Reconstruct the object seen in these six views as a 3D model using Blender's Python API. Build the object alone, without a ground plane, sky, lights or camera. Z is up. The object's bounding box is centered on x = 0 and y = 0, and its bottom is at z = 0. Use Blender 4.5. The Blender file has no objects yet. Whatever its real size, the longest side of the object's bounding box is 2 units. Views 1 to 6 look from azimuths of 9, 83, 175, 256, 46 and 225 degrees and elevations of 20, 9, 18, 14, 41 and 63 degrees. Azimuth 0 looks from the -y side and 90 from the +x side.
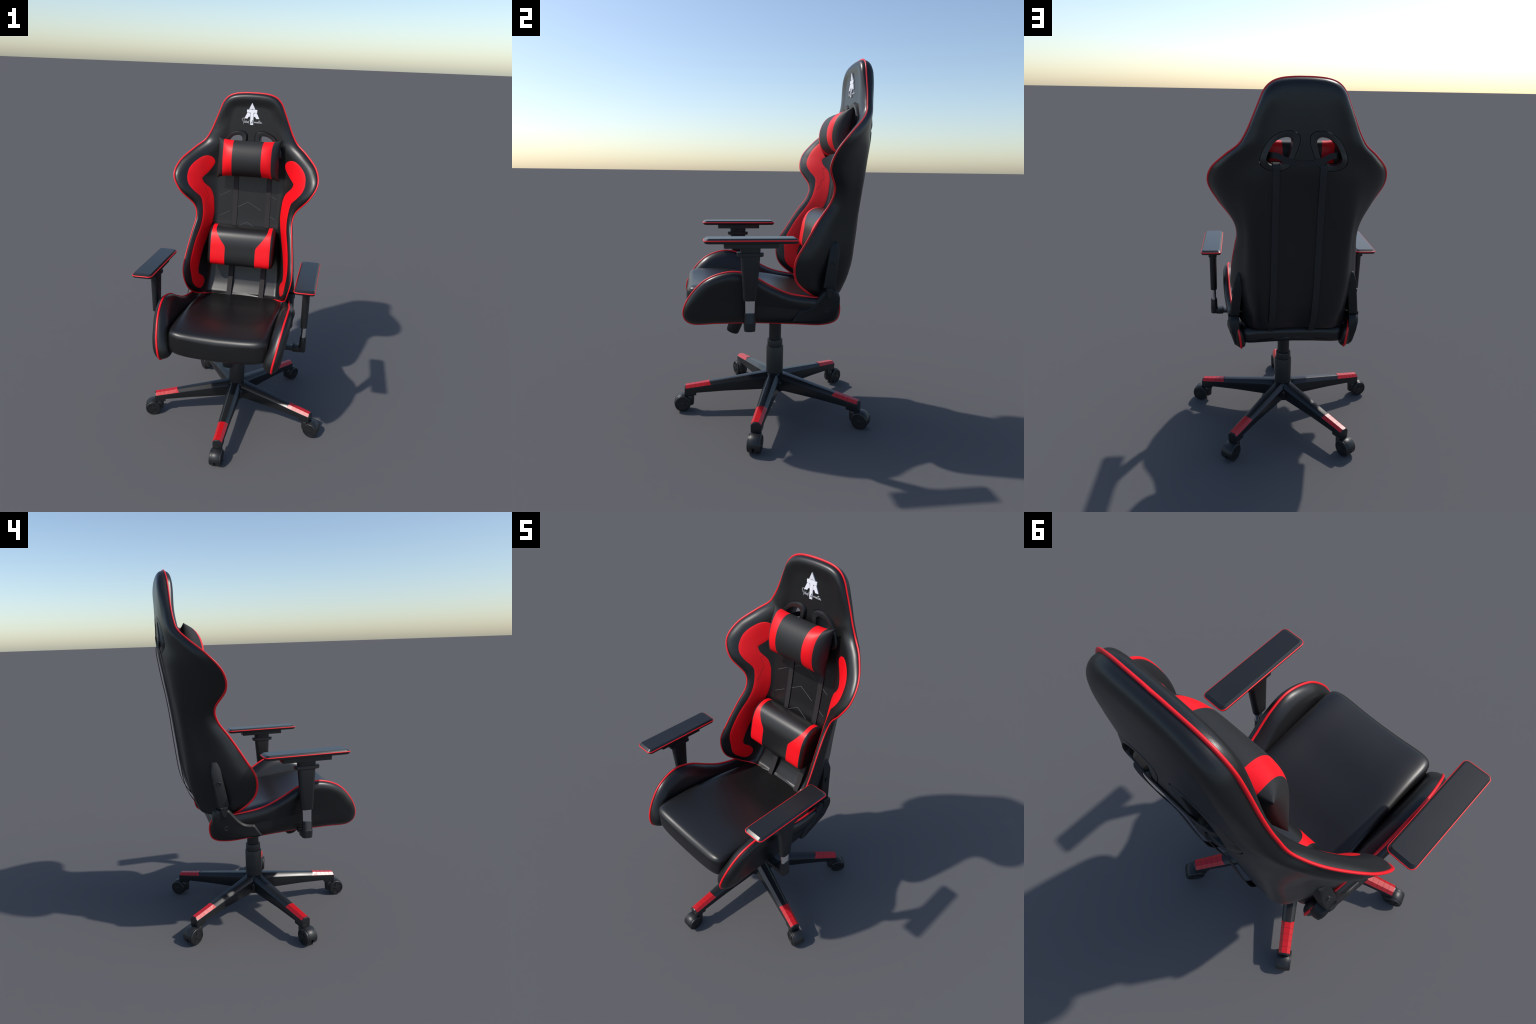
import bpy, bmesh, math, random
from mathutils import Vector, Matrix
from mathutils.bvhtree import BVHTree

random.seed(7)
scene = bpy.context.scene
XB, XS, XA = -0.0325, -0.026, -0.020        # mirror planes of backrest, seat, armrests
HUB = Vector((0.0, 0.046, 0.0))             # axis of the star base


# ------------------------------------------------------------------ materials
def material(name, color, rough, metallic=0.0, spec=0.5, grain=0.0, grain_scale=300.0,
             vary=0.0, coat=0.0, rough_vary=0.0):
    m = bpy.data.materials.new(name)
    m.use_nodes = True
    nt = m.node_tree
    b = nt.nodes["Principled BSDF"]
    b.inputs["Roughness"].default_value = rough
    b.inputs["Metallic"].default_value = metallic
    b.inputs["Specular IOR Level"].default_value = spec
    b.inputs["Coat Weight"].default_value = coat
    b.inputs["Coat Roughness"].default_value = 0.2
    tc = nt.nodes.new("ShaderNodeTexCoord")
    n1 = nt.nodes.new("ShaderNodeTexNoise")
    n1.inputs["Scale"].default_value = 9.0
    n1.inputs["Detail"].default_value = 4.0
    nt.links.new(tc.outputs["Object"], n1.inputs["Vector"])
    ramp = nt.nodes.new("ShaderNodeValToRGB")
    lo = [c * (1 - vary) for c in color]
    hi = [min(1, c * (1 + vary)) for c in color]
    ramp.color_ramp.elements[0].position = 0.3
    ramp.color_ramp.elements[1].position = 0.7
    ramp.color_ramp.elements[0].color = (*lo, 1)
    ramp.color_ramp.elements[1].color = (*hi, 1)
    nt.links.new(n1.outputs["Fac"], ramp.inputs["Fac"])
    nt.links.new(ramp.outputs["Color"], b.inputs["Base Color"])
    if rough_vary:
        mr = nt.nodes.new("ShaderNodeMapRange")
        mr.inputs["To Min"].default_value = rough - rough_vary
        mr.inputs["To Max"].default_value = rough + rough_vary
        nt.links.new(n1.outputs["Fac"], mr.inputs["Value"])
        nt.links.new(mr.outputs["Result"], b.inputs["Roughness"])
    if grain:
        v = nt.nodes.new("ShaderNodeTexVoronoi")
        v.inputs["Scale"].default_value = grain_scale
        nt.links.new(tc.outputs["Object"], v.inputs["Vector"])
        bp = nt.nodes.new("ShaderNodeBump")
        bp.inputs["Strength"].default_value = grain
        bp.inputs["Distance"].default_value = 0.0006
        nt.links.new(v.outputs["Distance"], bp.inputs["Height"])
        nt.links.new(bp.outputs["Normal"], b.inputs["Normal"])
    return m


LEATHER = material("black_leather", (0.0090, 0.0090, 0.0094), 0.37, grain=0.10, vary=0.06)
MATTE = material("black_fabric_leather", (0.0125, 0.0125, 0.013), 0.60, grain=0.15, vary=0.06)
RED = material("red_leather", (0.90, 0.0035, 0.010), 0.45, spec=0.35, grain=0.08, vary=0.03)
PIPING = material("red_piping", (0.80, 0.006, 0.014), 0.40, vary=0.03)
PLASTIC = material("black_plastic", (0.013, 0.0135, 0.0145), 0.42, vary=0.05)
GLOSSY = material("glossy_black_plastic", (0.014, 0.0145, 0.0155), 0.30, vary=0.05)
REDPLASTIC = material("red_plastic", (0.50, 0.007, 0.012), 0.30, vary=0.06)
STRAP = material("strap_webbing", (0.017, 0.0145, 0.0155), 0.75, grain=0.5, grain_scale=700, vary=0.08)
STITCH = material("grey_stitching", (0.075, 0.075, 0.078), 0.55, vary=0.1)
CHROME = material("polished_steel", (0.88, 0.88, 0.89), 0.10, metallic=1.0, vary=0.01)
WHITE = material("white_emblem_enamel", (0.86, 0.86, 0.90), 0.45, vary=0.01)
PALE = material("grey_lettering_thread", (0.55, 0.55, 0.57), 0.5, vary=0.02)
HINGE = material("hinge_plastic", (0.008, 0.0083, 0.009), 0.52, spec=0.4, vary=0.05)  # black plastic with base darkened to tone down the sheen on the hinges
DARK = material("dark_gap", (0.004, 0.004, 0.0045), 0.7)


# ------------------------------------------------------------------ helpers
def smoothstep(a, b, x):
    t = max(0.0, min(1.0, (x - a) / (b - a)))
    return t * t * (3 - 2 * t)


def table(pts):
    """monotone cubic interpolation through (x, y) control points"""
    pts = sorted(pts)
    xs = [p[0] for p in pts]
    ys = [p[1] for p in pts]
    n = len(xs)
    d = [(ys[i + 1] - ys[i]) / (xs[i + 1] - xs[i]) for i in range(n - 1)]
    m = [d[0]] + [0 if d[i - 1] * d[i] <= 0 else 2 * d[i - 1] * d[i] / (d[i - 1] + d[i])
                  for i in range(1, n - 1)] + [d[-1]]

    def f(x):
        if x <= xs[0]:
            return ys[0]
        if x >= xs[-1]:
            return ys[-1]
        i = 0
        while xs[i + 1] < x:
            i += 1
        h = xs[i + 1] - xs[i]
        t = (x - xs[i]) / h
        return ((2 * t ** 3 - 3 * t ** 2 + 1) * ys[i] + (t ** 3 - 2 * t ** 2 + t) * h * m[i]
                + (-2 * t ** 3 + 3 * t ** 2) * ys[i + 1] + (t ** 3 - t ** 2) * h * m[i + 1])
    return f


def catmull(pts, closed=False, m=16):
    pts = [Vector(p) for p in pts]
    n = len(pts)
    if closed:
        q = [pts[-1]] + pts + pts[:2]
    else:
        q = [2 * pts[0] - pts[1]] + pts + [2 * pts[-1] - pts[-2]]
    out = []
    for i in range(len(q) - 3):
        a, b, c, d = q[i:i + 4]
        for k in range(m):
            t = k / m
            out.append(0.5 * (2 * b + (c - a) * t + (2 * a - 5 * b + 4 * c - d) * t * t
                              + (3 * b - a - 3 * c + d) * t ** 3))
    if not closed:
        out.append(pts[-1].copy())
    return out


def resample(path, n, closed=False):
    pts = list(path) + ([path[0]] if closed else [])
    L = [0.0]
    for a, b in zip(pts, pts[1:]):
        L.append(L[-1] + (b - a).length)
    out = []
    j = 0
    cnt = n if closed else n - 1
    for i in range(n):
        s = L[-1] * i / cnt
        while j < len(pts) - 2 and L[j + 1] < s:
            j += 1
        f = (s - L[j]) / max(L[j + 1] - L[j], 1e-9)
        out.append(pts[j].lerp(pts[j + 1], min(1, f)))
    return out


def link(name, bm_or_mesh, mats, parent=None, smooth=True, angle=35):
    if isinstance(bm_or_mesh, bmesh.types.BMesh):
        bm = bm_or_mesh
        bmesh.ops.remove_doubles(bm, verts=bm.verts, dist=1e-6)
        bmesh.ops.recalc_face_normals(bm, faces=bm.faces)
        me = bpy.data.meshes.new(name)
        bm.to_mesh(me)
        bm.free()
    else:
        me = bm_or_mesh
    if not isinstance(mats, (list, tuple)):
        mats = [mats]
    if not me.materials:
        for m in mats:
            me.materials.append(m)
    ob = bpy.data.objects.new(name, me)
    scene.collection.objects.link(ob)
    if parent:
        ob.parent = parent
    if smooth:
        me.shade_smooth()
        if angle < 180:
            me.set_sharp_from_angle(angle=math.radians(angle))
    return ob


def grid_mesh(bm, rows, close_u=False, close_v=False, cap=False):
    """rows of equal-length point lists -> quads; returns vertex rows"""
    V = [[bm.verts.new(p) for p in r] for r in rows]
    nr, nc = len(V), len(V[0])
    for i in range(nr if close_v else nr - 1):
        for j in range(nc if close_u else nc - 1):
            a, b = V[i][j], V[i][(j + 1) % nc]
            c, d = V[(i + 1) % nr][(j + 1) % nc], V[(i + 1) % nr][j]
            try:
                bm.faces.new((a, b, c, d))
            except ValueError:
                pass
    if cap:
        bm.faces.new(V[0][::-1])
        bm.faces.new(V[-1])
    return V


def tube(bm, path, radius, closed=False, sides=10, up=(0, 0, 1)):
    n = len(path)
    rows = []
    nrm = None
    for i, p in enumerate(path):
        a = path[(i - 1) % n] if closed or i > 0 else p
        b = path[(i + 1) % n] if closed or i < n - 1 else p
        t = (b - a).normalized()
        if nrm is None:
            nrm = Vector(up) - t * t.dot(Vector(up))
            if nrm.length < 0.1:
                nrm = Vector((1, 0, 0)) - t * t.x
        nrm = (nrm - t * nrm.dot(t)).normalized()
        bi = t.cross(nrm)
        r = radius(i / (n - 1)) if callable(radius) else radius
        rows.append([p + nrm * (r * math.cos(2 * math.pi * k / sides)) + bi * (r * math.sin(2 * math.pi * k / sides))
                     for k in range(sides)])
    grid_mesh(bm, rows, close_u=True, close_v=closed, cap=not closed)


def ribbon(bm, path, width, thick, side):
    """flat band along path; side = direction across its width"""
    rows = []
    n = len(path)
    for i, p in enumerate(path):
        t = (path[min(i + 1, n - 1)] - path[max(i - 1, 0)]).normalized()
        s = side(i / (n - 1)) if callable(side) else Vector(side)
        s = (s - t * s.dot(t)).normalized()
        nn = t.cross(s)
        w, h = width / 2, thick / 2
        rows.append([p + s * w * a + nn * h * b for a, b in
                     ((-1, -.5), (-.97, -1), (.97, -1), (1, -.5), (1, .5), (.97, 1), (-.97, 1), (-1, .5))])
    grid_mesh(bm, rows, close_u=True, cap=True)


def bevel_bm(bm, width, seg=3, min_angle=25):
    edges = [e for e in bm.edges if len(e.link_faces) == 2 and e.calc_face_angle(0) > math.radians(min_angle)]
    bmesh.ops.bevel(bm, geom=edges, offset=width, segments=seg, profile=0.5, affect='EDGES', clamp_overlap=True)


def prism(poly, axis_range, to3d, bevel=0.0, seg=2, top_bevel=0.0):
    """extruded polygon; to3d(a, b, c): polygon coords a, b and extrusion coord c"""
    bm = bmesh.new()
    lo = [bm.verts.new(to3d(a, b, axis_range[0])) for a, b in poly]
    hi = [bm.verts.new(to3d(a, b, axis_range[1])) for a, b in poly]
    n = len(poly)
    bm.faces.new(lo)
    bm.faces.new(hi[::-1])
    for i in range(n):
        bm.faces.new((lo[i], hi[i], hi[(i + 1) % n], lo[(i + 1) % n]))
    bmesh.ops.recalc_face_normals(bm, faces=bm.faces)
    if top_bevel:
        tops = set(hi)
        edges = [e for e in bm.edges if e.verts[0] in tops and e.verts[1] in tops]
        bmesh.ops.bevel(bm, geom=edges, offset=top_bevel, segments=1, profile=0.5, affect='EDGES', clamp_overlap=True)
    if bevel:
        bevel_bm(bm, bevel, seg)
    return bm


def rounded_rect(x0, x1, y0, y1, r, seg=5):
    out = []
    for cx, cy, a0 in ((x1 - r, y1 - r, 0), (x0 + r, y1 - r, 90), (x0 + r, y0 + r, 180), (x1 - r, y0 + r, 270)):
        for k in range(seg + 1):
            a = math.radians(a0 + 90 * k / seg)
            out.append((cx + r * math.cos(a), cy + r * math.sin(a)))
    return out


def lathe(bm, profile, sides=40, center=(0, 0, 0), axis=Vector((0, 0, 1)), cap=True):
    """profile = (radius, height) along axis"""
    axis = axis.normalized()
    u = axis.orthogonal().normalized()
    w = axis.cross(u)
    c = Vector(center)
    rows = [[c + axis * h + (u * math.cos(2 * math.pi * k / sides) + w * math.sin(2 * math.pi * k / sides)) * r
             for k in range(sides)] for r, h in profile]
    grid_mesh(bm, rows, close_u=True, cap=cap)


def split_region(name, src, face_test, mat, parent):
    """move the faces that pass the test to an object of their own, keeping the whole surface's normals"""
    me = src.data
    normals = [v.normal.copy() for v in me.vertices]
    parts = {False: [], True: []}
    for p in me.polygons:
        parts[bool(face_test(p))].append(list(p.vertices))
    made = []
    for flag in (False, True):
        used = sorted({v for f in parts[flag] for v in f})
        idx = {v: i for i, v in enumerate(used)}
        m = bpy.data.meshes.new(name if flag else me.name)
        m.from_pydata([me.vertices[v].co for v in used], [], [[idx[v] for v in f] for f in parts[flag]])
        m.shade_smooth()
        m.normals_split_custom_set_from_vertices([normals[v] for v in used])
        made.append(m)
    made[0].materials.append(me.materials[0])
    made[1].materials.append(mat)
    src.data = made[0]
    return link(name, made[1], mat, parent, smooth=False)


chair = bpy.data.objects.new("gaming_chair", None)
scene.collection.objects.link(chair)
chair["label"] = "black and red racing style swivel chair with pillows and armrests"
chair["category"] = "gaming chair"

# ================================================================== BACKREST
# control points of the red seam that runs round the shell (half, relative to the mirror plane)
seam_ctrl = [(0, .494, 1.994), (.060, .494, 1.992), (.112, .493, 1.985), (.152, .491, 1.968), (.182, .488, 1.936),
             (.203, .486, 1.890), (.236, .484, 1.810), (.264, .478, 1.748), (.298, .466, 1.696), (.360, .424, 1.645),
             (.430, .347, 1.572), (.449, .281, 1.491), (.405, .262, 1.404), (.328, .306, 1.310), (.307, .292, 1.234),
             (.319, .234, 1.148), (.336, .163, 1.031), (.343, .107, .926), (.322, .117, .821), (.296, .203, .742),
             (.240, .264, .714), (.150, .270, .711), (.075, .280, .696), (0, .284, .686)]
mir = [(-x, y, z) for x, y, z in seam_ctrl[1:-1]][::-1]
full = catmull(seam_ctrl + mir, closed=True, m=16)
half = resample(full[:16 * (len(seam_ctrl) - 1) + 1], 240)

front_y = table([(.66, .240), (.70, .271), (.74, .300), (.78, .326), (.82, .344), (.90, .364), (1.0, .378), (1.1, .389), (1.2, .407),
                 (1.32, .424), (1.45, .440), (1.6, .453), (1.75, .462), (1.9, .468), (2.0, .471)])
back_y = table([(.66, .330), (.70, .355), (.74, .378), (.80, .410), (.87, .437), (.96, .455), (1.02, .462), (1.1, .472),
                (1.25, .488), (1.45, .517), (1.55, .532), (1.63, .5378), (1.75, .5398), (1.85, .5390), (1.9, .5375), (1.955, .533), (2.0, .528)])
hollow = table([(.66, .010), (.80, .018), (1.0, .018), (1.35, .018), (1.5, .010), (1.6, .0), (2.0, .0)])   # sunk strip along the spine
corner_x = table([(.66, .18), (.77, .205), (.84, .218), (1.03, .235), (1.25, .235), (1.39, .238), (1.52, .238), (1.65, .210), (1.75, .196), (1.9, .158), (2.0, .13)])
corner_y = table([(.66, .340), (.70, .369), (.77, .399), (.84, .420), (.95, .436), (1.034, .442), (1.124, .452), (1.247, .470), (1.39, .488), (1.52, .503),
                  (1.648, .518), (1.744, .527), (1.806, .530), (1.9, .531), (2.0, .524)])
flank = table([(.66, .018), (.75, .030), (.90, .032), (1.1, .024), (1.3, .020), (1.5, .021), (1.65, .019), (1.8, .013), (2.0, .012)])   # bulge of the flanks
panel_half = table([(.66, .225), (.85, .222), (1.05, .205), (1.2, .200), (1.5, .200), (1.6, .190), (1.7, .165), (1.8, .135), (1.9, .115), (2.0, .10)])
roll_h = table([(.66, .003), (.74, .005), (.85, .012), (1.0, .014), (1.4, .014), (1.65, .018), (1.8, .020), (2.0, .018)])



def seam_gap(x, z):
    """distance in the x-z plane from a point to the seam, and the seam's depth there"""
    best = min(half, key=lambda p: (p.x - x) ** 2 + (p.z - z) ** 2)
    i = half.index(best)
    out = (1e9, 0)
    for j in (max(0, i - 1), min(len(half) - 2, i)):
        a, b = half[j], half[j + 1]
        ex, ez = b.x - a.x, b.z - a.z
        t = max(0, min(1, ((x - a.x) * ex + (z - a.z) * ez) / (ex * ex + ez * ez + 1e-12)))
        d = math.hypot(a.x + ex * t - x, a.z + ez * t - z)
        if d < out[0]:
            out = (d, a.y + (b.y - a.y) * t)
    return out


NR = len(half)
NF, NBK = 34, 30


def back_row(i, sgn):
    P = half[i]
    s = i / (NR - 1)
    # height of the spine point this row runs to: fans out at the top and bottom ends
    zs = P.z
    top_end, bot_start = 0.145, 0.855
    if s < top_end:
        zs = half[int(top_end * (NR - 1))].z + (1.93 - half[int(top_end * (NR - 1))].z) * (1 - s / top_end)
    if s > bot_start:
        z0 = half[int(bot_start * (NR - 1))].z
        zs = z0 + (.735 - z0) * (s - bot_start) / (1 - bot_start)
    frontr = []
    dist = math.hypot(P.x, P.z - zs)
    ph = panel_half(P.z)
    ue = ph / max(P.x, 1e-6) if P.x > ph else 0
    roll_w = .085 if s < .3 else .045
    ue_fan = max(0.0, 1 - roll_w / max(dist, 1e-6))
    k = max(1 - smoothstep(.10, .19, s), smoothstep(.84, .90, s))
    ue = ue * (1 - k) + ue_fan * k
    ue = min(ue, 1 - .035 / max(dist, .036))
    for j in range(NF + 1):
        u = (j / NF)
        u = 1 - (1 - u) ** 1.25
        z = zs + (P.z - zs) * u
        w = max(0.0, (u - ue) / (1 - ue))
        S = w * w * (3 - 2 * w)
        bump = (w ** 1.25) * math.sqrt(max(0, 1 - w)) / .452
        yf = front_y(z)
        y = yf + (P.y - yf) * S - roll_h(z) * bump
        if k > 0:
            d, ys = seam_gap(P.x * u, z)
            w = max(0.0, 1 - d / roll_w)
            S = w ** 3
            bump = w * w * max(0, 1 - w) ** .35 / .3725
            y += k * (yf + (ys - yf) * S - roll_h(z) * bump - y)
        frontr.append(Vector((XB + sgn * P.x * u, y, z)))
    # back: sunk spine, flat shoulder, corner, gently bulged flank running forward to the seam
    zc = .5 * (zs + P.z)
    dk = min(corner_x(P.z), dist - .042) * (1 - k) + max(dist - .050, .3 * dist) * k
    yk = corner_y(zs + (P.z - zs) * dk / max(dist, 1e-6))
    C = Vector((dk, yk, 0))
    E_ = Vector((dist, P.y, 0))
    nn = Vector((-(E_ - C).y, (E_ - C).x, 0)).normalized()
    M1 = C.lerp(E_, .36) + nn * flank(P.z) * .75
    M2 = C.lerp(E_, .74) + nn * flank(P.z)
    yl = back_y(zs)
    hol = hollow(zs)
    sag = .003 * (1 - smoothstep(1.5, 1.62, zs))
    ctrl = [Vector((-.55 * dk, yl - sag, 0)), Vector((0, yl - hol, 0)), Vector((.55 * dk, max(yl - sag, yk), 0)), C, M1, M2, E_]
    cv = catmull(ctrl, m=12)[12:]
    cv = resample(cv, NBK + 1)[::-1]
    backr = []
    for c in cv:
        q = max(0.0, c.x) / max(dist, 1e-6)
        y, z = c.y, zs + (P.z - zs) * q
        if k > 0:
            d, ysm = seam_gap(P.x * q, z)
            R = .056 if s < .5 else .075
            ex = 2.7 if s < .5 else 2.3
            e = 1 - (1 - min(1.0, d / R)) ** ex
            yb = back_y(z) - hollow(z) * (1 - min(1, P.x * q / .1) ** 2)
            y += k * (ysm + (yb - ysm) * e ** (1 / ex) - y)
        backr.append(Vector((XB + sgn * P.x * q, y, z)))
    backr[0] = Vector((XB + sgn * P.x, P.y, P.z))
    backr[-1] = Vector((XB, backr[-1].y, zs))
    return frontr, backr


bm = bmesh.new()
for sgn in (1, -1):
    F, B = [], []
    for i in range(NR):
        f, b = back_row(i, sgn)
        F.append(f)
        B.append(b)
    grid_mesh(bm, F)
    grid_mesh(bm, B)
bmesh.ops.remove_doubles(bm, verts=bm.verts, dist=2e-5)
bmesh.ops.dissolve_degenerate(bm, edges=bm.edges, dist=1e-5)
bmesh.ops.recalc_face_normals(bm, faces=bm.faces)
bvh = BVHTree.FromBMesh(bm)
backrest = link("backrest", bm, LEATHER, chair, angle=180)


def on_front(x, z, off=0.0):
    """point on the front of the backrest at absolute x, z"""
    loc, nrm, _, _ = bvh.ray_cast(Vector((x, -2, z)), Vector((0, 1, 0)))
    if loc is None:
        return Vector((x, front_y(z) - off, z))
    if nrm.y > 0:
        nrm = -nrm
    return loc + nrm * off


def on_back(x, z, off=0.0):
    loc, nrm, _, _ = bvh.ray_cast(Vector((x, 2, z)), Vector((0, -1, 0)))
    if loc is None:
        return Vector((x, back_y(z) + off, z))
    if nrm.y < 0:
        nrm = -nrm
    return loc + nrm * off


# harness openings: outlines in (x, z) relative to the mirror plane
ring_outer = [(.080, 1.769), (.048, 1.766), (.027, 1.753), (.021, 1.735), (.024, 1.708), (.036, 1.673), (.051, 1.636),
              (.066, 1.608), (.087, 1.594), (.114, 1.588), (.145, 1.588), (.173, 1.594), (.197, 1.609), (.205, 1.632),
              (.198, 1.660), (.184, 1.693), (.167, 1.720), (.145, 1.743), (.114, 1.760)]
hole_loop = [(.085, 1.739), (.066, 1.736), (.056, 1.722), (.061, 1.690), (.073, 1.652), (.092, 1.624), (.118, 1.616),
             (.144, 1.615), (.162, 1.622), (.172, 1.640), (.163, 1.669), (.152, 1.692), (.138, 1.713), (.114, 1.731)]


def loop2d(pts, n):
    c = catmull([(x, 0, z) for x, z in pts], closed=True, m=10)
    # start every loop at the same direction from the opening's middle
    mid = Vector((.112, 0, 1.675))
    k = min(range(len(c)), key=lambda i: math.hypot(c[i].x - mid.x, 0) + (10 if c[i].z < mid.z else 0))
    return resample(c[k:] + c[:k], n, closed=True)


outer = loop2d(ring_outer, 72)
inner = loop2d(hole_loop, 72)
cutters = []
for sgn in (1, -1):
    bm = bmesh.new()
    rows = [[Vector((XB + sgn * p.x, y, p.z)) for p in outer] for y in (.30, .46, .5, .7)]
    grid_mesh(bm, rows, close_u=True, cap=True)
    cut = link("cutter", bm, DARK, None)
    md = backrest.modifiers.new("cut", 'BOOLEAN')
    md.object = cut
    md.operation = 'DIFFERENCE'
    md.solver = 'EXACT'
    cutters.append(cut)
dg = bpy.context.evaluated_depsgraph_get()
me = bpy.data.meshes.new_from_object(backrest.evaluated_get(dg))
backrest.modifiers.clear()
backrest.data = me
me.materials.clear()
me.materials.append(LEATHER)
for p in me.polygons:
    p.material_index = 0
me.shade_smooth()
me.set_sharp_from_angle(angle=math.radians(40))
for c in cutters:
    bpy.data.objects.remove(c, do_unlink=True)

for sgn in (1, -1):
    bm = bmesh.new()
    rows = []
    for po, pi in zip(outer, inner):
        f_o = on_front(XB + sgn * po.x, po.z).y
        f_i = front_y(pi.z) - .004
        b_o = on_back(XB + sgn * po.x, po.z).y
        po2 = po.lerp(Vector((.112, 0, 1.675)), .018)
        prof = [(0.0, b_o - .004), (.03, b_o + .0008), (.5, b_o * .5 + back_y(pi.z) * .5 + .0008), (.93, back_y(pi.z) - .001),
                (1.0, back_y(pi.z) - .010), (1.0, f_i + .012), (.97, f_i - .003), (.90, f_i - .008), (.6, f_i - .0095),
                (.2, min(f_o, f_i) - .0095), (.04, f_o - .006), (0.0, f_o + .006)]
        rows.append([Vector((XB + sgn * (po2.x + (pi.x - po2.x) * t), y, po2.z + (pi.z - po2.z) * t)) for t, y in prof])
    grid_mesh(bm, rows, close_u=True, close_v=True)
    link("harness_ring", bm, PLASTIC, backrest, angle=50)

# red seam piping
bm = bmesh.new()
rows = []
for sgn, order in ((1, range(NR)), (-1, range(NR - 2, 0, -1))):
    for i in order:
        f, bk = back_row(i, sgn)
        P = bk[0]
        out = (P - (f[NF - 7] + bk[6]) * .5)
        t = half[min(i + 1, NR - 1)] - half[max(i - 1, 0)]
        t = Vector((sgn * t.x, t.y, t.z)) if 0 < i < NR - 1 else Vector((1, 0, 0))
        t.normalize()
        out = (out - t * out.dot(t)).normalized()
        side = t.cross(out) * sgn
        c = P + out * .0012 + Vector((0, -.0018, 0))
        rows.append([c + out * (.0058 * math.cos(a_)) + side * (.0038 * math.sin(a_)) for a_ in [2 * math.pi * q / 12 for q in range(12)]])
grid_mesh(bm, rows, close_u=True, close_v=True)
link("seam_piping", bm, PIPING, backrest, angle=180)

# red side stripes, laid on the bolsters: rows of (inner x, inner z, outer x, outer z)
stripe_rows = [(.252, 1.599, .256, 1.601), (.240, 1.591, .274, 1.604), (.230, 1.576, .296, 1.600), (.228, 1.558, .320, 1.587),
               (.243, 1.528, .350, 1.560), (.269, 1.494, .368, 1.530), (.291, 1.472, .373, 1.495), (.294, 1.461, .370, 1.466), (.281, 1.434, .357, 1.434),
               (.246, 1.393, .328, 1.395), (.229, 1.347, .293, 1.353), (.224, 1.310, .281, 1.312), (.220, 1.262, .274, 1.258),
               (.221, 1.220, .274, 1.208), (.230, 1.160, .281, 1.160), (.246, 1.090, .294, 1.105), (.261, 1.030, .304, 1.045),
               (.272, .965, .310, .980), (.278, .905, .309, .930), (.276, .866, .303, .884), (.264, .840, .297, .840),
               (.255, .812, .290, .806), (.253, .788, .282, .780), (.257, .768, .274, .764), (.263, .759, .267, .758)]
for sgn in (1, -1):
    a = catmull([(r[0], r[1], 0) for r in stripe_rows], m=6)
    b = catmull([(r[2], r[3], 0) for r in stripe_rows], m=6)
    ns = len(a)
    bm = bmesh.new()
    rows = []
    for i in range(ns):
        row = []
        for j in range(13):
            p = a[i].lerp(b[i], j / 12)
            edge = .0004 if (j in (0, 12) or i in (0, ns - 1)) else .0016
            row.append(on_front(XB + sgn * p.x, p.y, edge))
        rows.append(row)
    grid_mesh(bm, rows)
    ob = link("side_stripe", bm, RED, backrest, angle=180)

# a fine seam that crosses the red cover
seam_line = [(.266, 1.416), (.277, 1.408), (.264, 1.378), (.255, 1.350), (.263, 1.329), (.261, 1.305), (.268, 1.278)]
bm = bmesh.new()
tube(bm, [on_front(XB - x, z, .0016) for x, z in seam_line], .0005, sides=5)
link("cover_seam", bm, DARK, backrest)

# quilted chevron seams on the centre panel
bm = bmesh.new()
for zt in (1.447, 1.318, 1.186, 1.05, .92):
    for sgn in (1, -1):
        for x0, x1, lift in ((.0, .090, 0), (.118, .186, .096)):
            pts = []
            for k in range(9):
                x = x0 + (x1 - x0) * k / 8
                z = zt - .56 * x if not lift else zt + .132 - .56 * x
                pts.append(on_front(XB + sgn * x, z, .0004))
            tube(bm, pts, .0016, sides=6)
link("chevron_seam", bm, STITCH, backrest)

# emblem: raised white plates. units: 1 = 0.000587 m, y down from the tip
U = .000587
EX, EZ = -.0325, 1.938


def plate(polys, depth, mat, name, parent):
    bm = bmesh.new()
    for poly in polys:
        b2 = prism(poly, (-.0015, depth), lambda a, b, c: Vector((EX + a * U, on_front(EX + a * U, EZ - b * U).y - c, EZ - b * U)), .0005, 1)
        tmp = bpy.data.meshes.new("tmp")
        b2.to_mesh(tmp)
        b2.free()
        bm.from_mesh(tmp)
        bpy.data.meshes.remove(tmp)
    return link(name, bm, mat, parent, angle=30)


plate([[(0, 0), (34, 67), (6, 67), (0, 58), (-6, 67), (-34, 67)],
       [(-55, 70), (55, 70), (55, 100), (17, 100), (17, 226), (-17, 226), (-17, 100), (-55, 100)],
       [(-51, 103), (-27, 103), (-20, 114), (-20, 142), (-34, 142), (-46, 162), (-81, 162)],
       [(51, 103), (27, 103), (20, 114), (20, 142), (34, 142), (46, 162), (81, 162)]], .0045, WHITE, "emblem", backrest)

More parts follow.
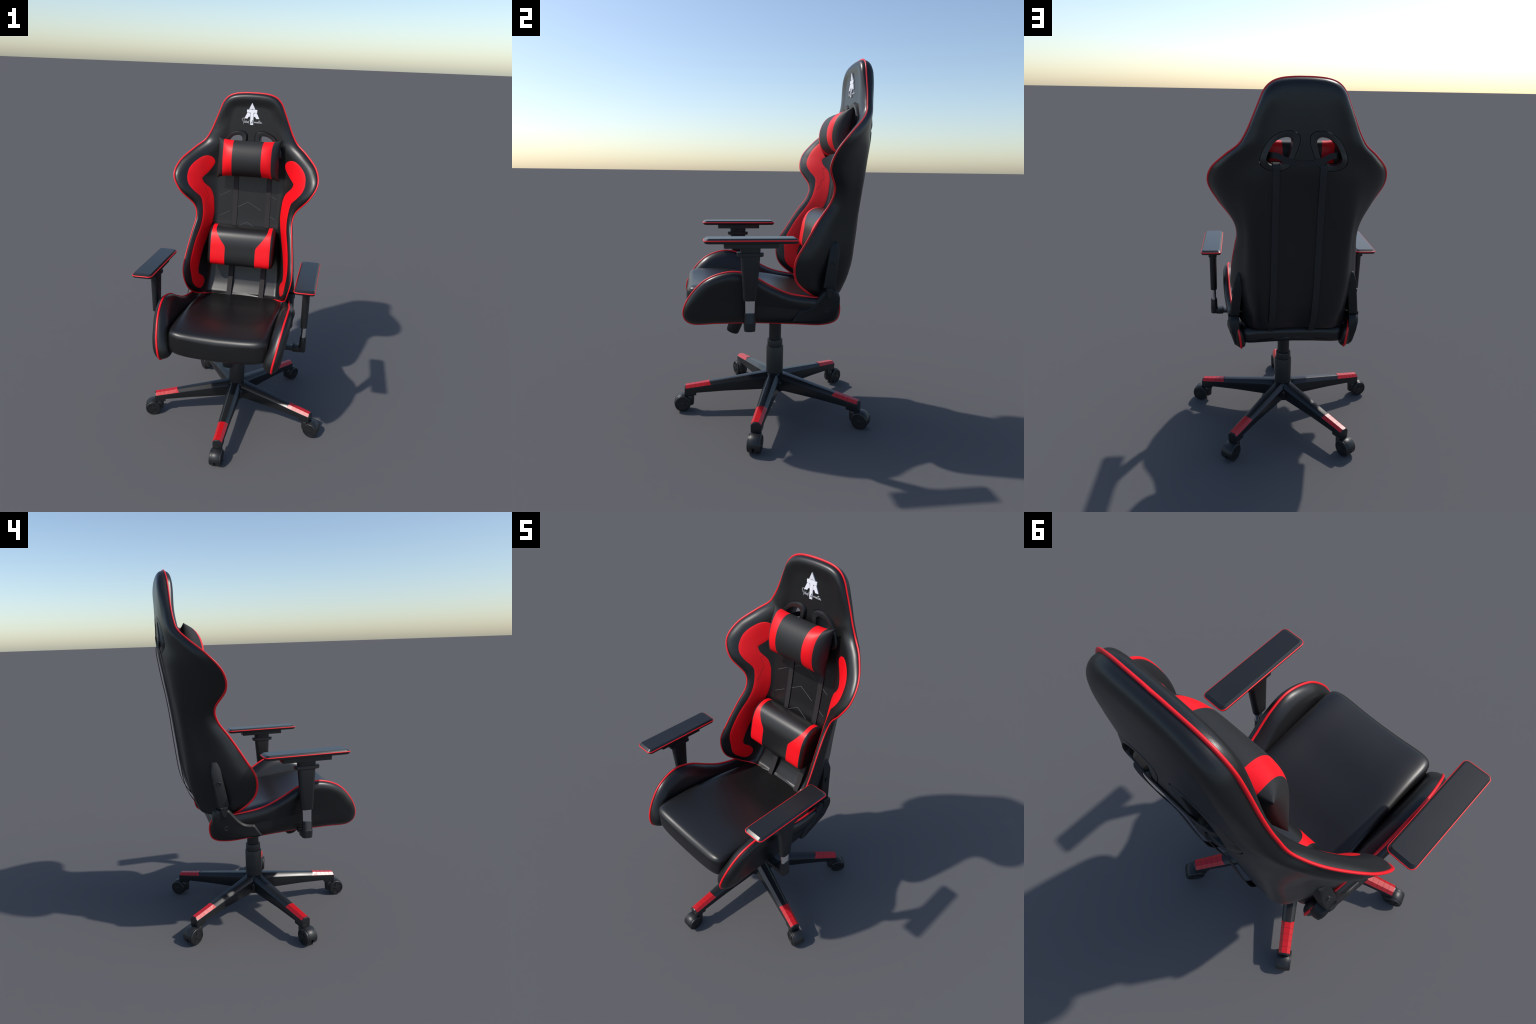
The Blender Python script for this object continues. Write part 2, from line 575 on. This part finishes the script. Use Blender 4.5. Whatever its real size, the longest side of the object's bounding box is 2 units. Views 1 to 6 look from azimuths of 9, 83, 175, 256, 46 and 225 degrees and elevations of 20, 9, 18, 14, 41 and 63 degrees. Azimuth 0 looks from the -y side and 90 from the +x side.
# handwritten line under the emblem: pen strokes
strokes = [[(-108, 168), (-96, 160), (-72, 160), (-50, 165)], [(-108, 168), (-98, 186), (-94, 196)], [(-82, 162), (-86, 190), (-90, 221)],
           [(-72, 204), (-80, 206), (-80, 194), (-72, 190), (-70, 204), (-64, 206)],
           [(-62, 180), (-64, 206), (-58, 192), (-54, 206), (-50, 196)], [(-46, 190), (-48, 206), (-42, 206)],
           [(-34, 204), (-42, 204), (-40, 192), (-32, 192), (-28, 174), (-34, 204), (-36, 214)],
           [(24, 202), (30, 192), (30, 206), (36, 194), (40, 206)], [(44, 192), (44, 206)],
           [(48, 206), (50, 194), (54, 206), (58, 194), (60, 206)], [(70, 204), (63, 206), (64, 194), (71, 194), (71, 206)],
           [(80, 178), (77, 206), (82, 206)], [(70, 184), (92, 182)], [(86, 192), (85, 206)],
           [(92, 194), (89, 204), (96, 205), (97, 195), (92, 194)], [(100, 206), (102, 195), (106, 206), (112, 204)]]
bm = bmesh.new()
for st in strokes:
    pts = catmull([(EX + a * U, 0, EZ - b * U) for a, b in st], m=5)
    tube(bm, [Vector((p.x, on_front(p.x, p.z).y - .0008, p.z)) for p in pts], .0011, sides=6)
link("lettering", bm, PALE, backrest, angle=180)
bm = bmesh.new()
for st in ([(-14, 218), (-6, 208), (4, 190), (10, 176), (12, 204), (14, 216)], [(-10, 202), (16, 200)]):
    pts = catmull([(EX + a * U, 0, EZ - b * U) for a, b in st], m=5)
    tube(bm, [Vector((p.x, on_front(p.x, p.z).y - .0047, p.z)) for p in pts], .0009, sides=6)
link("lettering", bm, DARK, backrest, angle=180)

# ================================================================== HEAD PILLOW
hp_c = Vector((XB, .398, 1.602))
hp_up = Vector((0, .045, .255)).normalized()
hp_out = Vector((0, -.255, .045)).normalized()
HW, HH = .205, .130


def pillow(name, nu, nv, fn, mats):
    bm = bmesh.new()
    grid_mesh(bm, [[fn(i / nu * 2 - 1, j / nv * 2 - 1, 1) for i in range(nu + 1)] for j in range(nv + 1)])
    grid_mesh(bm, [[fn(i / nu * 2 - 1, j / nv * 2 - 1, -1) for i in range(nu + 1)] for j in range(nv + 1)])
    return link(name, bm, mats, chair, angle=180)


def hp(u, v, s):
    au = abs(u)
    # even parameter -> pinched pillow: full round in the middle, edges drawn in between the corners
    ang = v * math.pi / 2
    vv = math.sin(ang)
    body = (1 - au ** 5) ** .62
    hh = HH * (.85 + .15 * au ** 5)
    hw = HW * (.945 + .055 * abs(vv) ** 4)
    thick = math.cos(ang) ** .9 if abs(v) < 1 else 0.0
    t = thick * body * (.091 if s > 0 else .040)
    return hp_c + Vector((u * hw, 0, 0)) + hp_up * (vv * hh) + hp_out * (t * s)


head_pillow = pillow("head_pillow", 64, 40, hp, MATTE)
# stripe columns: |x| between 0.0965 and 0.158
split_region("pillow_stripe", head_pillow,
             lambda p: 15 <= abs((p.index % 64) - 31.5) < 25.5,
             RED, head_pillow)

# ================================================================== LUMBAR PILLOW
LW = .2135
lum_profile = [(y, z, 0) for y, z in ((.405, 1.120), (.380, 1.162), (.345, 1.175), (.305, 1.168), (.268, 1.142), (.243, 1.095),
                                      (.231, 1.040), (.223, .990), (.223, .958), (.236, .938), (.262, .931), (.300, .931),
                                      (.338, .938), (.358, .955))]
prof = resample(catmull(lum_profile, m=10), 60)
mid = Vector((.315, 1.04, 0))
stripe_in = table([(.90, .098), (1.05, .098), (1.062, .100), (1.10, .128), (1.135, .153), (1.165, .168), (1.2, .170)])


def lum_cols(z):
    si = stripe_in(z)
    so = .1925
    c = [si * k / 14 for k in range(-14, 15)]
    right = [si + (so - si) * k / 6 for k in range(1, 7)]
    rim = [so + (LW - so) * math.sin(math.pi / 2 * k / 8) for k in range(1, 9)]
    return [-x for x in rim[::-1]] + [-x for x in right[::-1]] + c + right + rim


bm = bmesh.new()
rows = []
for p in prof:
    row = []
    for x in lum_cols(p.y):
        e = max(0.0, (abs(x) - (LW - .024)) / .024)
        inset = .028 * (1 - math.sqrt(max(0, 1 - min(1, e) ** 2)))
        d = (mid - p).normalized()
        q = p + d * inset
        row.append(Vector((XB + x - .0085, q.x, q.y)))
    rows.append(row)
V = grid_mesh(bm, rows)
nc = len(rows[0])
for col in (0, nc - 1):
    bm.faces.new([V[i][col] for i in range(len(V))])
bm.faces.new(list(V[0]) + list(V[-1])[::-1])
lumbar = link("lumbar_pillow", bm, LEATHER, chair, angle=180)


# columns are laid out so that stripe faces are known by their index along the row
ncell = nc - 1
stripe_cells = set(range(8, 14)) | set(range(ncell - 14, ncell - 8))
split_region("pillow_stripe", lumbar,
             lambda p: len(p.vertices) == 4 and (p.index % ncell) in stripe_cells and p.index < ncell * (len(rows) - 1),
             RED, lumbar)

# ================================================================== STRAPS
def strap(name, pts, side, parent, width=.032, thick=.0028):
    bm = bmesh.new()
    ribbon(bm, resample(catmull(pts, m=10), 70), width, thick, side)
    return link(name, bm, STRAP, parent, angle=45)


for sgn in (1, -1):
    xf = -.008 + sgn * .108
    xk = -.014 + sgn * .108
    # front run of the lumbar strap, from the opening down to the seat
    pts = [(xf, .50, 1.618), (xf, .462, 1.622), (xf, on_front(xf, 1.585, .012).y, 1.585)]
    pts += [tuple(on_front(xf, z, .0035)) for z in (1.50, 1.40, 1.30, 1.20, 1.10, 1.0)]
    pts += [(xf, .358, .94), (xf, .332, .86), (xf, .302, .78), (xf, .268, .715)]
    strap("lumbar_strap", pts, (1, 0, 0), lumbar)
    # rear run, hanging loose over the hollow of the shell
    pts = [(xk, .500, 1.622), (xk, .528, 1.624), (xk, .5415, 1.612), (xk, .5415, 1.575), (xk, .5365, 1.53), (xk, .5255, 1.45), (xk, .510, 1.355), (xk, .4945, 1.24),
           (xk, .482, 1.10), (xk, .471, .99), (xk + .002, .460, .90), (xk + .003, .443, .835), (xk + .004, .412, .775), (xk + .004, .352, .700)]
    strap("lumbar_strap", pts, (1, 0, 0), lumbar)
zc = 1.622
pts = [(XB + .165, .44, 1.650), (XB + .160, .500, 1.655), (XB + .142, .535, 1.659), (XB + .118, .5405, 1.655), (XB + .085, .5425, 1.638), (XB + .045, .5415, 1.626),
       (XB, .5412, 1.621), (XB - .045, .5415, 1.626), (XB - .085, .5425, 1.638), (XB - .118, .5405, 1.655), (XB - .142, .535, 1.659), (XB - .160, .500, 1.655), (XB - .165, .44, 1.650)]
strap("pillow_strap", pts, (0, .05, 1), head_pillow, width=.028)

# ================================================================== SEAT
top_z = table([(-.47, .797), (-.40, .808), (-.30, .812), (-.15, .803), (0, .783), (.15, .751), (.25, .726), (.36, .708)])
bot_z = table([(-.47, .648), (-.3, .640), (.1, .620), (.34, .603)])
xinset = table([(-.46, .040), (-.452, .024), (-.44, .014), (-.42, .006), (-.39, .001), (-.36, .0), (.26, .0), (.31, .004), (.338, .012)])
dish = table([(-.46, .025), (-.38, .025), (-.25, .031), (-.10, .040), (.05, .040), (.18, .026), (.25, .010), (.30, .003), (.36, .0)])
Y0, Y1, RR = -.460, .338, .034


def seat_section(y, inset):
    hw = .281 - inset - xinset(y)
    pts = []
    N = 72
    for k in range(N):
        a = 2 * math.pi * k / N
        c, s = math.cos(a), math.sin(a)
        n = 5.5
        x = math.copysign(abs(c) ** (2 / n), c)
        zz = math.copysign(abs(s) ** (2 / n), s)
        fr = 1 - smoothstep(-.46, -.25, y)
        t = top_z(y) - dish(y) * (1 - abs(x) ** 2.2) - .004 * (1 - fr) * x * x - inset
        b = bot_z(y) + ((.018 * smoothstep(.1, .36, y)) - .014 * fr) * (1 - x * x) + inset
        m = (t + b) / 2
        pts.append(Vector((XS + .005 + hw * x, y, m + (t - m) * zz)))
    return pts


bm = bmesh.new()
rows = []
ys = [Y0 + RR * (1 - math.cos(math.pi / 2 * k / 8)) for k in range(8)] + [Y0 + RR + (Y1 - Y0 - 2 * RR) * k / 40 for k in range(41)] + \
     [Y1 - RR * (1 - math.cos(math.pi / 2 * k / 8)) for k in range(7, -1, -1)]
for y in ys:
    d = min(y - Y0, Y1 - y)
    inset = RR - math.sqrt(max(0, RR * RR - (RR - d) ** 2)) if d < RR else 0
    rows.append(seat_section(y, inset))
V = grid_mesh(bm, rows, close_u=True)
for r, flip in ((V[0], 1), (V[-1], 0)):
    c = bm.verts.new(sum((v.co for v in r), Vector()) / len(r))
    for k in range(len(r)):
        bm.faces.new((r[k], r[(k + 1) % len(r)], c))
seat = link("seat_cushion", bm, LEATHER, chair, angle=180)

# side bolsters: closed seam loop (relative to the seat's mirror plane)
bol_ctrl = [(.314, -.474, .656), (.331, -.444, .748), (.349, -.357, .843), (.361, -.237, .884), (.358, -.130, .864), (.349, -.020, .803),
            (.337, .081, .758), (.320, .223, .733), (.305, .315, .728), (.292, .354, .680), (.283, .342, .602), (.286, .258, .578),
            (.304, .104, .592), (.312, -.102, .605), (.311, -.297, .606), (.309, -.430, .606)]
bol = resample(catmull(bol_ctrl, closed=True, m=16), 220, closed=True)
for sgn in (1, -1):
    bm = bmesh.new()
    for side in (1, -1):
        rows = []
        for p in bol:
            ysp = max(-.34, min(.27, p.y))
            fr = (ysp + .34) / .61
            sp = Vector((.332 - .030 * fr, ysp, .735 + (.662 - .735) * fr))
            dist = (p - sp).length
            row = []
            for j in range(17):
                u = 1 - (1 - j / 16) ** 1.0
                r = (j / 16) ** 1.6            # distance from the seam, finer near the edge
                q = p.lerp(sp, r)
                ins = r * dist
                R = .055
                t = math.sqrt(max(0, 1 - (1 - min(1, ins / R)) ** 2))
                T = (.037 + .009 * smoothstep(-.30, .0, q.y) * (1 - smoothstep(.0, .34, q.y)) - .006 * smoothstep(.10, .34, q.y)) if side > 0 else .052 + .06 * (.75 - q.z) - .026 * smoothstep(.05, .34, q.y)
                row.append(Vector((XS + sgn * (q.x + side * T * t), q.y, q.z)))
            rows.append(row)
        V = grid_mesh(bm, rows, close_v=True)
    bmesh.ops.remove_doubles(bm, verts=bm.verts, dist=1e-5)
    b = link("seat_bolster", bm, LEATHER, chair, angle=180)
    bm = bmesh.new()
    tube(bm, [Vector((XS + sgn * p.x, p.y, p.z)) for p in bol], .0058, closed=True, sides=10)
    link("seam_piping", bm, PIPING, b, angle=180)

# ================================================================== UNDERSIDE MECHANISM
bm = prism(rounded_rect(-.16, .16, -.20, .20, .02), (.600, .632), lambda a, b, c: Vector((XS + .01 + a, .03 + b, c)), .003)
mech = link("tilt_mechanism", bm, PLASTIC, chair)
bm = prism([(-.19, .615), (.13, .615), (.12, .565), (.09, .548), (-.02, .548), (-.13, .565), (-.19, .59)], (-.065, .065),
           lambda a, b, c: Vector((c - .005, b * 0 + a, b)), .006)
link("mechanism_housing", bm, PLASTIC, mech)
ax = Vector((0, -.35, -1)).normalized()
kc = Vector((-.004, -.172, .560))
bm = bmesh.new()
u = Vector((1, 0, 0))
w = ax.cross(u)
rows = []
for h, r, k in ((0, .020, 0), (.018, .024, 0), (.02, .036, 1), (.03, .039, 1), (.092, .0345, 1), (.100, .031, .6), (.102, .026, 0)):
    rows.append([kc + ax * h + (u * math.cos(2 * math.pi * t / 120) + w * math.sin(2 * math.pi * t / 120)) *
                 (r + k * .0018 * (1 if (t // 3) % 2 else -1)) for t in range(120)])
grid_mesh(bm, rows, close_u=True, cap=True)
link("tension_knob", bm, PLASTIC, mech, angle=30)

# ================================================================== RECLINE HINGES
cover_poly = [(.297, 1.030), (.333, 1.026), (.341, .974), (.316, .779), (.255, .786), (.287, .980)]
tongue_poly = [(.266, .790), (.309, .788), (.300, .748), (.290, .731), (.277, .733), (.270, .748)]
bracket_arc = catmull([(.305, .778, 0), (.262, .772, 0), (.236, .744, 0), (.208, .710, 0), (.175, .686, 0), (.125, .678, 0)], m=5)
bracket_poly = [(p.x, p.y) for p in bracket_arc] + [(.083, .612), (.110, .606), (.320, .596), (.338, .622), (.346, .690), (.346, .735), (.338, .760), (.322, .774)]
for sgn in (1, -1):
    mapb = lambda a, b, c: Vector((XB + .002 + sgn * (c + .348 + .085 * max(0, .30 - a) - .33 * max(0, .70 - b) * smoothstep(.15, .32, a)), a, b))
    br = link("recline_bracket", prism(bracket_poly, (-.050, .004), mapb, .0015, 1, top_bevel=.011), HINGE, chair, angle=25)
    mapc = lambda a, b, c: Vector((XB + .001 + sgn * (.346 - .105 * (b - .76) + c - .22 * max(0, b - .974) * (1 if c > -.01 else .2)), a, b))
    link("hinge_cover", prism(cover_poly, (-.045, .005), mapc, .002, 1, top_bevel=.006), HINGE, br, angle=25)
    link("hinge_tongue", prism(tongue_poly, (-.046, .0075), mapb, .003, 1), HINGE, br, angle=25)
    for y, z, mp in ((.305, .911, mapc), (.276, .669, mapb)):
        c = mp(y, z, .0045)
        bm = bmesh.new()
        lathe(bm, [(.0135, -.006), (.0135, .0012), (.012, .0022), (.0095, .0018), (.009, -.0005), (.004, -.0008)], 28, c, Vector((sgn, 0, -.05)))
        link("bolt", bm, GLOSSY, br)

# ================================================================== ARMRESTS
def section_loft(levels, cx, seg=6):
    """levels: (z, y0, y1, half_x, corner radius)"""
    rows = []
    for z, y0, y1, hx, r in levels:
        rows.append([Vector((cx + a, b, z)) for a, b in rounded_rect(-hx, hx, y0, y1, min(r, hx * .999, (y1 - y0) / 2 * .999), seg)])
    bm = bmesh.new()
    grid_mesh(bm, rows, close_u=True, cap=True)
    return bm


for sgn in (1, -1):
    cx = XA + sgn * .4425
    dy = 0 if sgn > 0 else .004
    arm = link("armrest", section_loft([(.757, -.172, -.114, .0175, .016), (.760, -.1765, -.1100, .0190, .018), (.976, -.190, -.094, .0200, .018),
                                        (.985, -.190, -.094, .0200, .018), (1.027, -.193, -.092, .0205, .018)], cx), PLASTIC, chair)
    link("collar", section_loft([(.979, -.204, -.082, .0225, .010), (.981, -.2075, -.0785, .0245, .012), (.997, -.2085, -.0785, .0245, .012),
                                 (.999, -.205, -.081, .0225, .010)], cx), PLASTIC, arm)
    link("mount_plate", section_loft([(1.022, -.270, -.008, .036, .008), (1.0225, -.272, -.006, .0375, .009), (1.047, -.272, -.006, .0375, .009)], cx), PLASTIC, arm)
    ya, yb = -.367, .090
    link("arm_pad_base", section_loft([(1.0457, ya + .012, yb - .012, .0490, .014), (1.0477, ya + .005, yb - .005, .0530, .016), (1.0532, ya, yb, .0545, .018),
                                       (1.0602, ya, yb, .0545, .018)], XA + sgn * .4425), PLASTIC, arm)
    bm = bmesh.new()
    rows = []
    for z, ex, ey, r in ((1.0582, 0, 0, .018), (1.0632, .0, .0, .018), (1.0644, .001, .002, .018), (1.0710, .0065, .0125, .012), (1.0720, .0078, .0140, .011)):
        rows.append([Vector((cx + a_, b_, z)) for a_, b_ in rounded_rect(-.0545 + ex, .0545 - ex, ya + ey, yb - ey, r, 6)])
    grid_mesh(bm, rows, close_u=True, cap=True)
    link("arm_pad", bm, GLOSSY, arm, angle=16)
    bm = bmesh.new()
    path = [Vector((XA + sgn * .4425 + a, b, 1.0600)) for a, b in rounded_rect(-.0548, .0548, ya - .0004, yb + .0004, .0185, 8)]
    tube(bm, resample(path, 160, closed=True), .0030, closed=True, sides=8)
    link("pad_piping", bm, PIPING, arm, angle=180)
    link("steel_tube", section_loft([(.680, -.167, -.118, .0135, .013), (.765, -.169, -.116, .0135, .013)], cx), CHROME, arm)
    link("arm_socket", section_loft([(.600, -.168, -.118, .0175, .017), (.601, -.171, -.115, .019, .018), (.642, -.1725, -.1135, .0205, .019),
                                     (.6435, -.171, -.1155, .0195, .018), (.692, -.170, -.117, .0185, .017), (.695, -.168, -.119, .0165, .016)], cx), PLASTIC, arm)
    mp = lambda a, b, c: Vector((XA + sgn * a, -.143 + c, b))
    link("arm_bracket", prism([(.43, .597), (.386, .597), (.386, .629), (.43, .629)], (-.026, .026), mp, .003), PLASTIC, arm)
    link("arm_bracket", prism([(.39, .602), (.05, .602), (.05, .620), (.39, .620)], (-.022, .022), mp, .002), PLASTIC, arm)

# ================================================================== GAS LIFT AND STAR BASE
bm = bmesh.new()
lathe(bm, [(.030, .375), (.0355, .376), (.0355, .625)], 40, HUB)
lift = link("gas_lift", bm, PLASTIC, chair)
bm = bmesh.new()
lathe(bm, [(.0485, .205), (.0495, .20), (.0495, .374), (.0480, .377), (.0440, .378), (.0440, .415), (.0425, .418), (.034, .4185)], 48, HUB)
link("lift_cover", bm, PLASTIC, lift, angle=30)

bm = bmesh.new()
rows = []
for z, r, k in ((.118, .050, .0), (.114, .070, .0), (.118, .078, .0), (.168, .080, .0), (.205, .056, .0), (.214, .052, .0), (.216, .048, 0)):
    rows.append([HUB + Vector((r * math.cos(2 * math.pi * t / 60), r * math.sin(2 * math.pi * t / 60), z)) for t in range(60)])
grid_mesh(bm, rows, close_u=True, cap=True)
hub = link("star_base_hub", bm, GLOSSY, chair, angle=35)

# leg cross-sections: (r, top half width, z top, shoulder half width, z shoulder, bottom half width, z bottom)
leg_sec = [(.030, .0200, .221, .0450, .1965, .042, .124), (.075, .0185, .2145, .0410, .1925, .0385, .122), (.100, .0180, .211, .0395, .1900, .037, .1215),
           (.300, .0150, .1825, .0325, .1655, .0305, .1175), (.462, .0125, .1590, .0285, .1436, .0275, .1100), (.4625, .0125, .1590, .0285, .1436, .0275, .0945),
           (.526, .0120, .1505, .0272, .1360, .0262, .0945), (.5295, .0110, .1485, .0255, .1345, .0245, .0960)]


def leg_pts(s, lift=0.0, r=None):
    rr, tw, zt, sw, zs, bw, zb = s
    return [Vector((rr, -bw, zb)), Vector((rr, -sw, zs)), Vector((rr, -tw, zt)), Vector((rr, tw, zt)), Vector((rr, sw, zs)), Vector((rr, bw, zb))]


bm = bmesh.new()
grid_mesh(bm, [leg_pts(s) for s in leg_sec], close_u=True, cap=True)
bmesh.ops.recalc_face_normals(bm, faces=bm.faces)
bevel_bm(bm, .0022, 2, 18)
leg_me = link("leg", bm, GLOSSY, hub, angle=25)


def leg_at(r):
    for a, b in zip(leg_sec, leg_sec[1:]):
        if a[0] <= r <= b[0]:
            t = (r - a[0]) / (b[0] - a[0])
            return [a[k] + (b[k] - a[k]) * t for k in range(7)]


bm = bmesh.new()
R0, R1, NS = .384, .5235, 5
for k in range(NS):
    ra = R0 + (R1 - R0) * k / NS
    rb = R0 + (R1 - R0) * (k + 1) / NS - (.0010 if k < NS - 1 else 0)
    rows = []
    for r, up in ((ra, .0006), (ra, .0015), (rb, .0013), (rb, .0004)):
        s = leg_at(r)
        slope = Vector((0, s[2] - s[4], s[3] - s[1])).normalized()   # shoulder normal (y, z)
        ox, oz = slope.y * up, slope.z * up
        sh = .012 if (k == 0 and r == ra) else 0
        rows.append([Vector((r - sh * .6, -(s[3] - .0012) - ox, s[4] + .001 + oz)), Vector((r + sh * .2, -s[1] - ox * .5, s[2] + up)),
                     Vector((r + sh * .2, s[1] + ox * .5, s[2] + up)), Vector((r - sh * .6, (s[3] - .0012) + ox, s[4] + .001 + oz))])
    grid_mesh(bm, rows)
pad_me = link("leg_pad", bm, REDPLASTIC, hub, smooth=False)

# caster, built for the leg along +x: swivel stem at r = .492, wheels on a cross axle at r = .541
WR = .0465
bm = bmesh.new()
lathe(bm, [(.0125, .060), (.0125, .1)], 24, (.494, 0, 0))
lathe(bm, [(.020, .030), (.0235, .034), (.0255, .070), (.0255, .086), (.023, .090)], 30, (.500, 0, 0))
caster_me = link("caster", bm, PLASTIC, chair)
# hood: a curved fender between and over the wheels
bm = bmesh.new()
rows = []
for k in range(25):
    a = math.radians(-5 + 195 * k / 24)
    ro, ri = WR + .0022, WR - .012
    c, s = math.cos(a), math.sin(a)
    rows.append([Vector((.541 + r * c, y, WR + .001 + r * s)) for r, y in
                 ((ri, -.0235), (ro - .001, -.0240), (ro, -.0225), (ro, .0225), (ro - .001, .0240), (ri, .0235))])
grid_mesh(bm, rows, close_u=True, cap=True)
lathe(bm, [(.012, -.020), (.030, -.018), (.030, .018), (.012, .020)], 30, (.541, 0, WR), Vector((0, 1, 0)))
hood_me = link("hood", bm, PLASTIC, caster_me, angle=40)
bm = bmesh.new()
for s in (1, -1):
    lathe(bm, [(.012, .006), (WR - .002, .006), (WR, .008), (WR, .030), (WR - .001, .0325), (WR - .004, .0345), (.0375, .0345), (.0365, .0315), (.006, .0315)], 40,
          (.541, 0, WR), Vector((0, s, 0)))
    for k in range(5):
        a = 2 * math.pi * k / 5 + .3
        d = Vector((math.cos(a), 0, math.sin(a)))
        t = Vector((-d.z, 0, d.x))
        o = Vector((.541, 0, WR))
        pr = [(.004, .0085), (.018, .0045), (.036, .0065), (.036, -.0065), (.018, -.0045), (.004, -.0085)]
        lo = [bm.verts.new(o + d * a1 + t * b1 + Vector((0, s * .031, 0))) for a1, b1 in pr]
        hi = [bm.verts.new(o + d * a1 + t * b1 + Vector((0, s * .0340, 0))) for a1, b1 in pr]
        bm.faces.new(hi)
        for q in range(6):
            bm.faces.new((lo[q], lo[(q + 1) % 6], hi[(q + 1) % 6], hi[q]))
    lathe(bm, [(.010, .0315), (.010, .0345), (.008, .0352)], 24, (.541, 0, WR), Vector((0, s, 0)))
wheel_me = link("wheel", bm, PLASTIC, caster_me, angle=35)

for k in range(5):
    M = Matrix.Translation(HUB) @ Matrix.Rotation(math.radians(-90 + 72 * k), 4, 'Z')
    if k == 0:
        sets = (leg_me, pad_me, caster_me)
        for o in sets:
            o.matrix_local = M
        continue
    for src, par in ((leg_me, hub), (pad_me, hub)):
        o = src.copy()
        o.parent = par
        scene.collection.objects.link(o)
        o.matrix_local = M
    c = caster_me.copy()
    scene.collection.objects.link(c)
    c.parent = chair
    c.matrix_local = M
    for src in (hood_me, wheel_me):
        o = src.copy()
        scene.collection.objects.link(o)
        o.parent = c
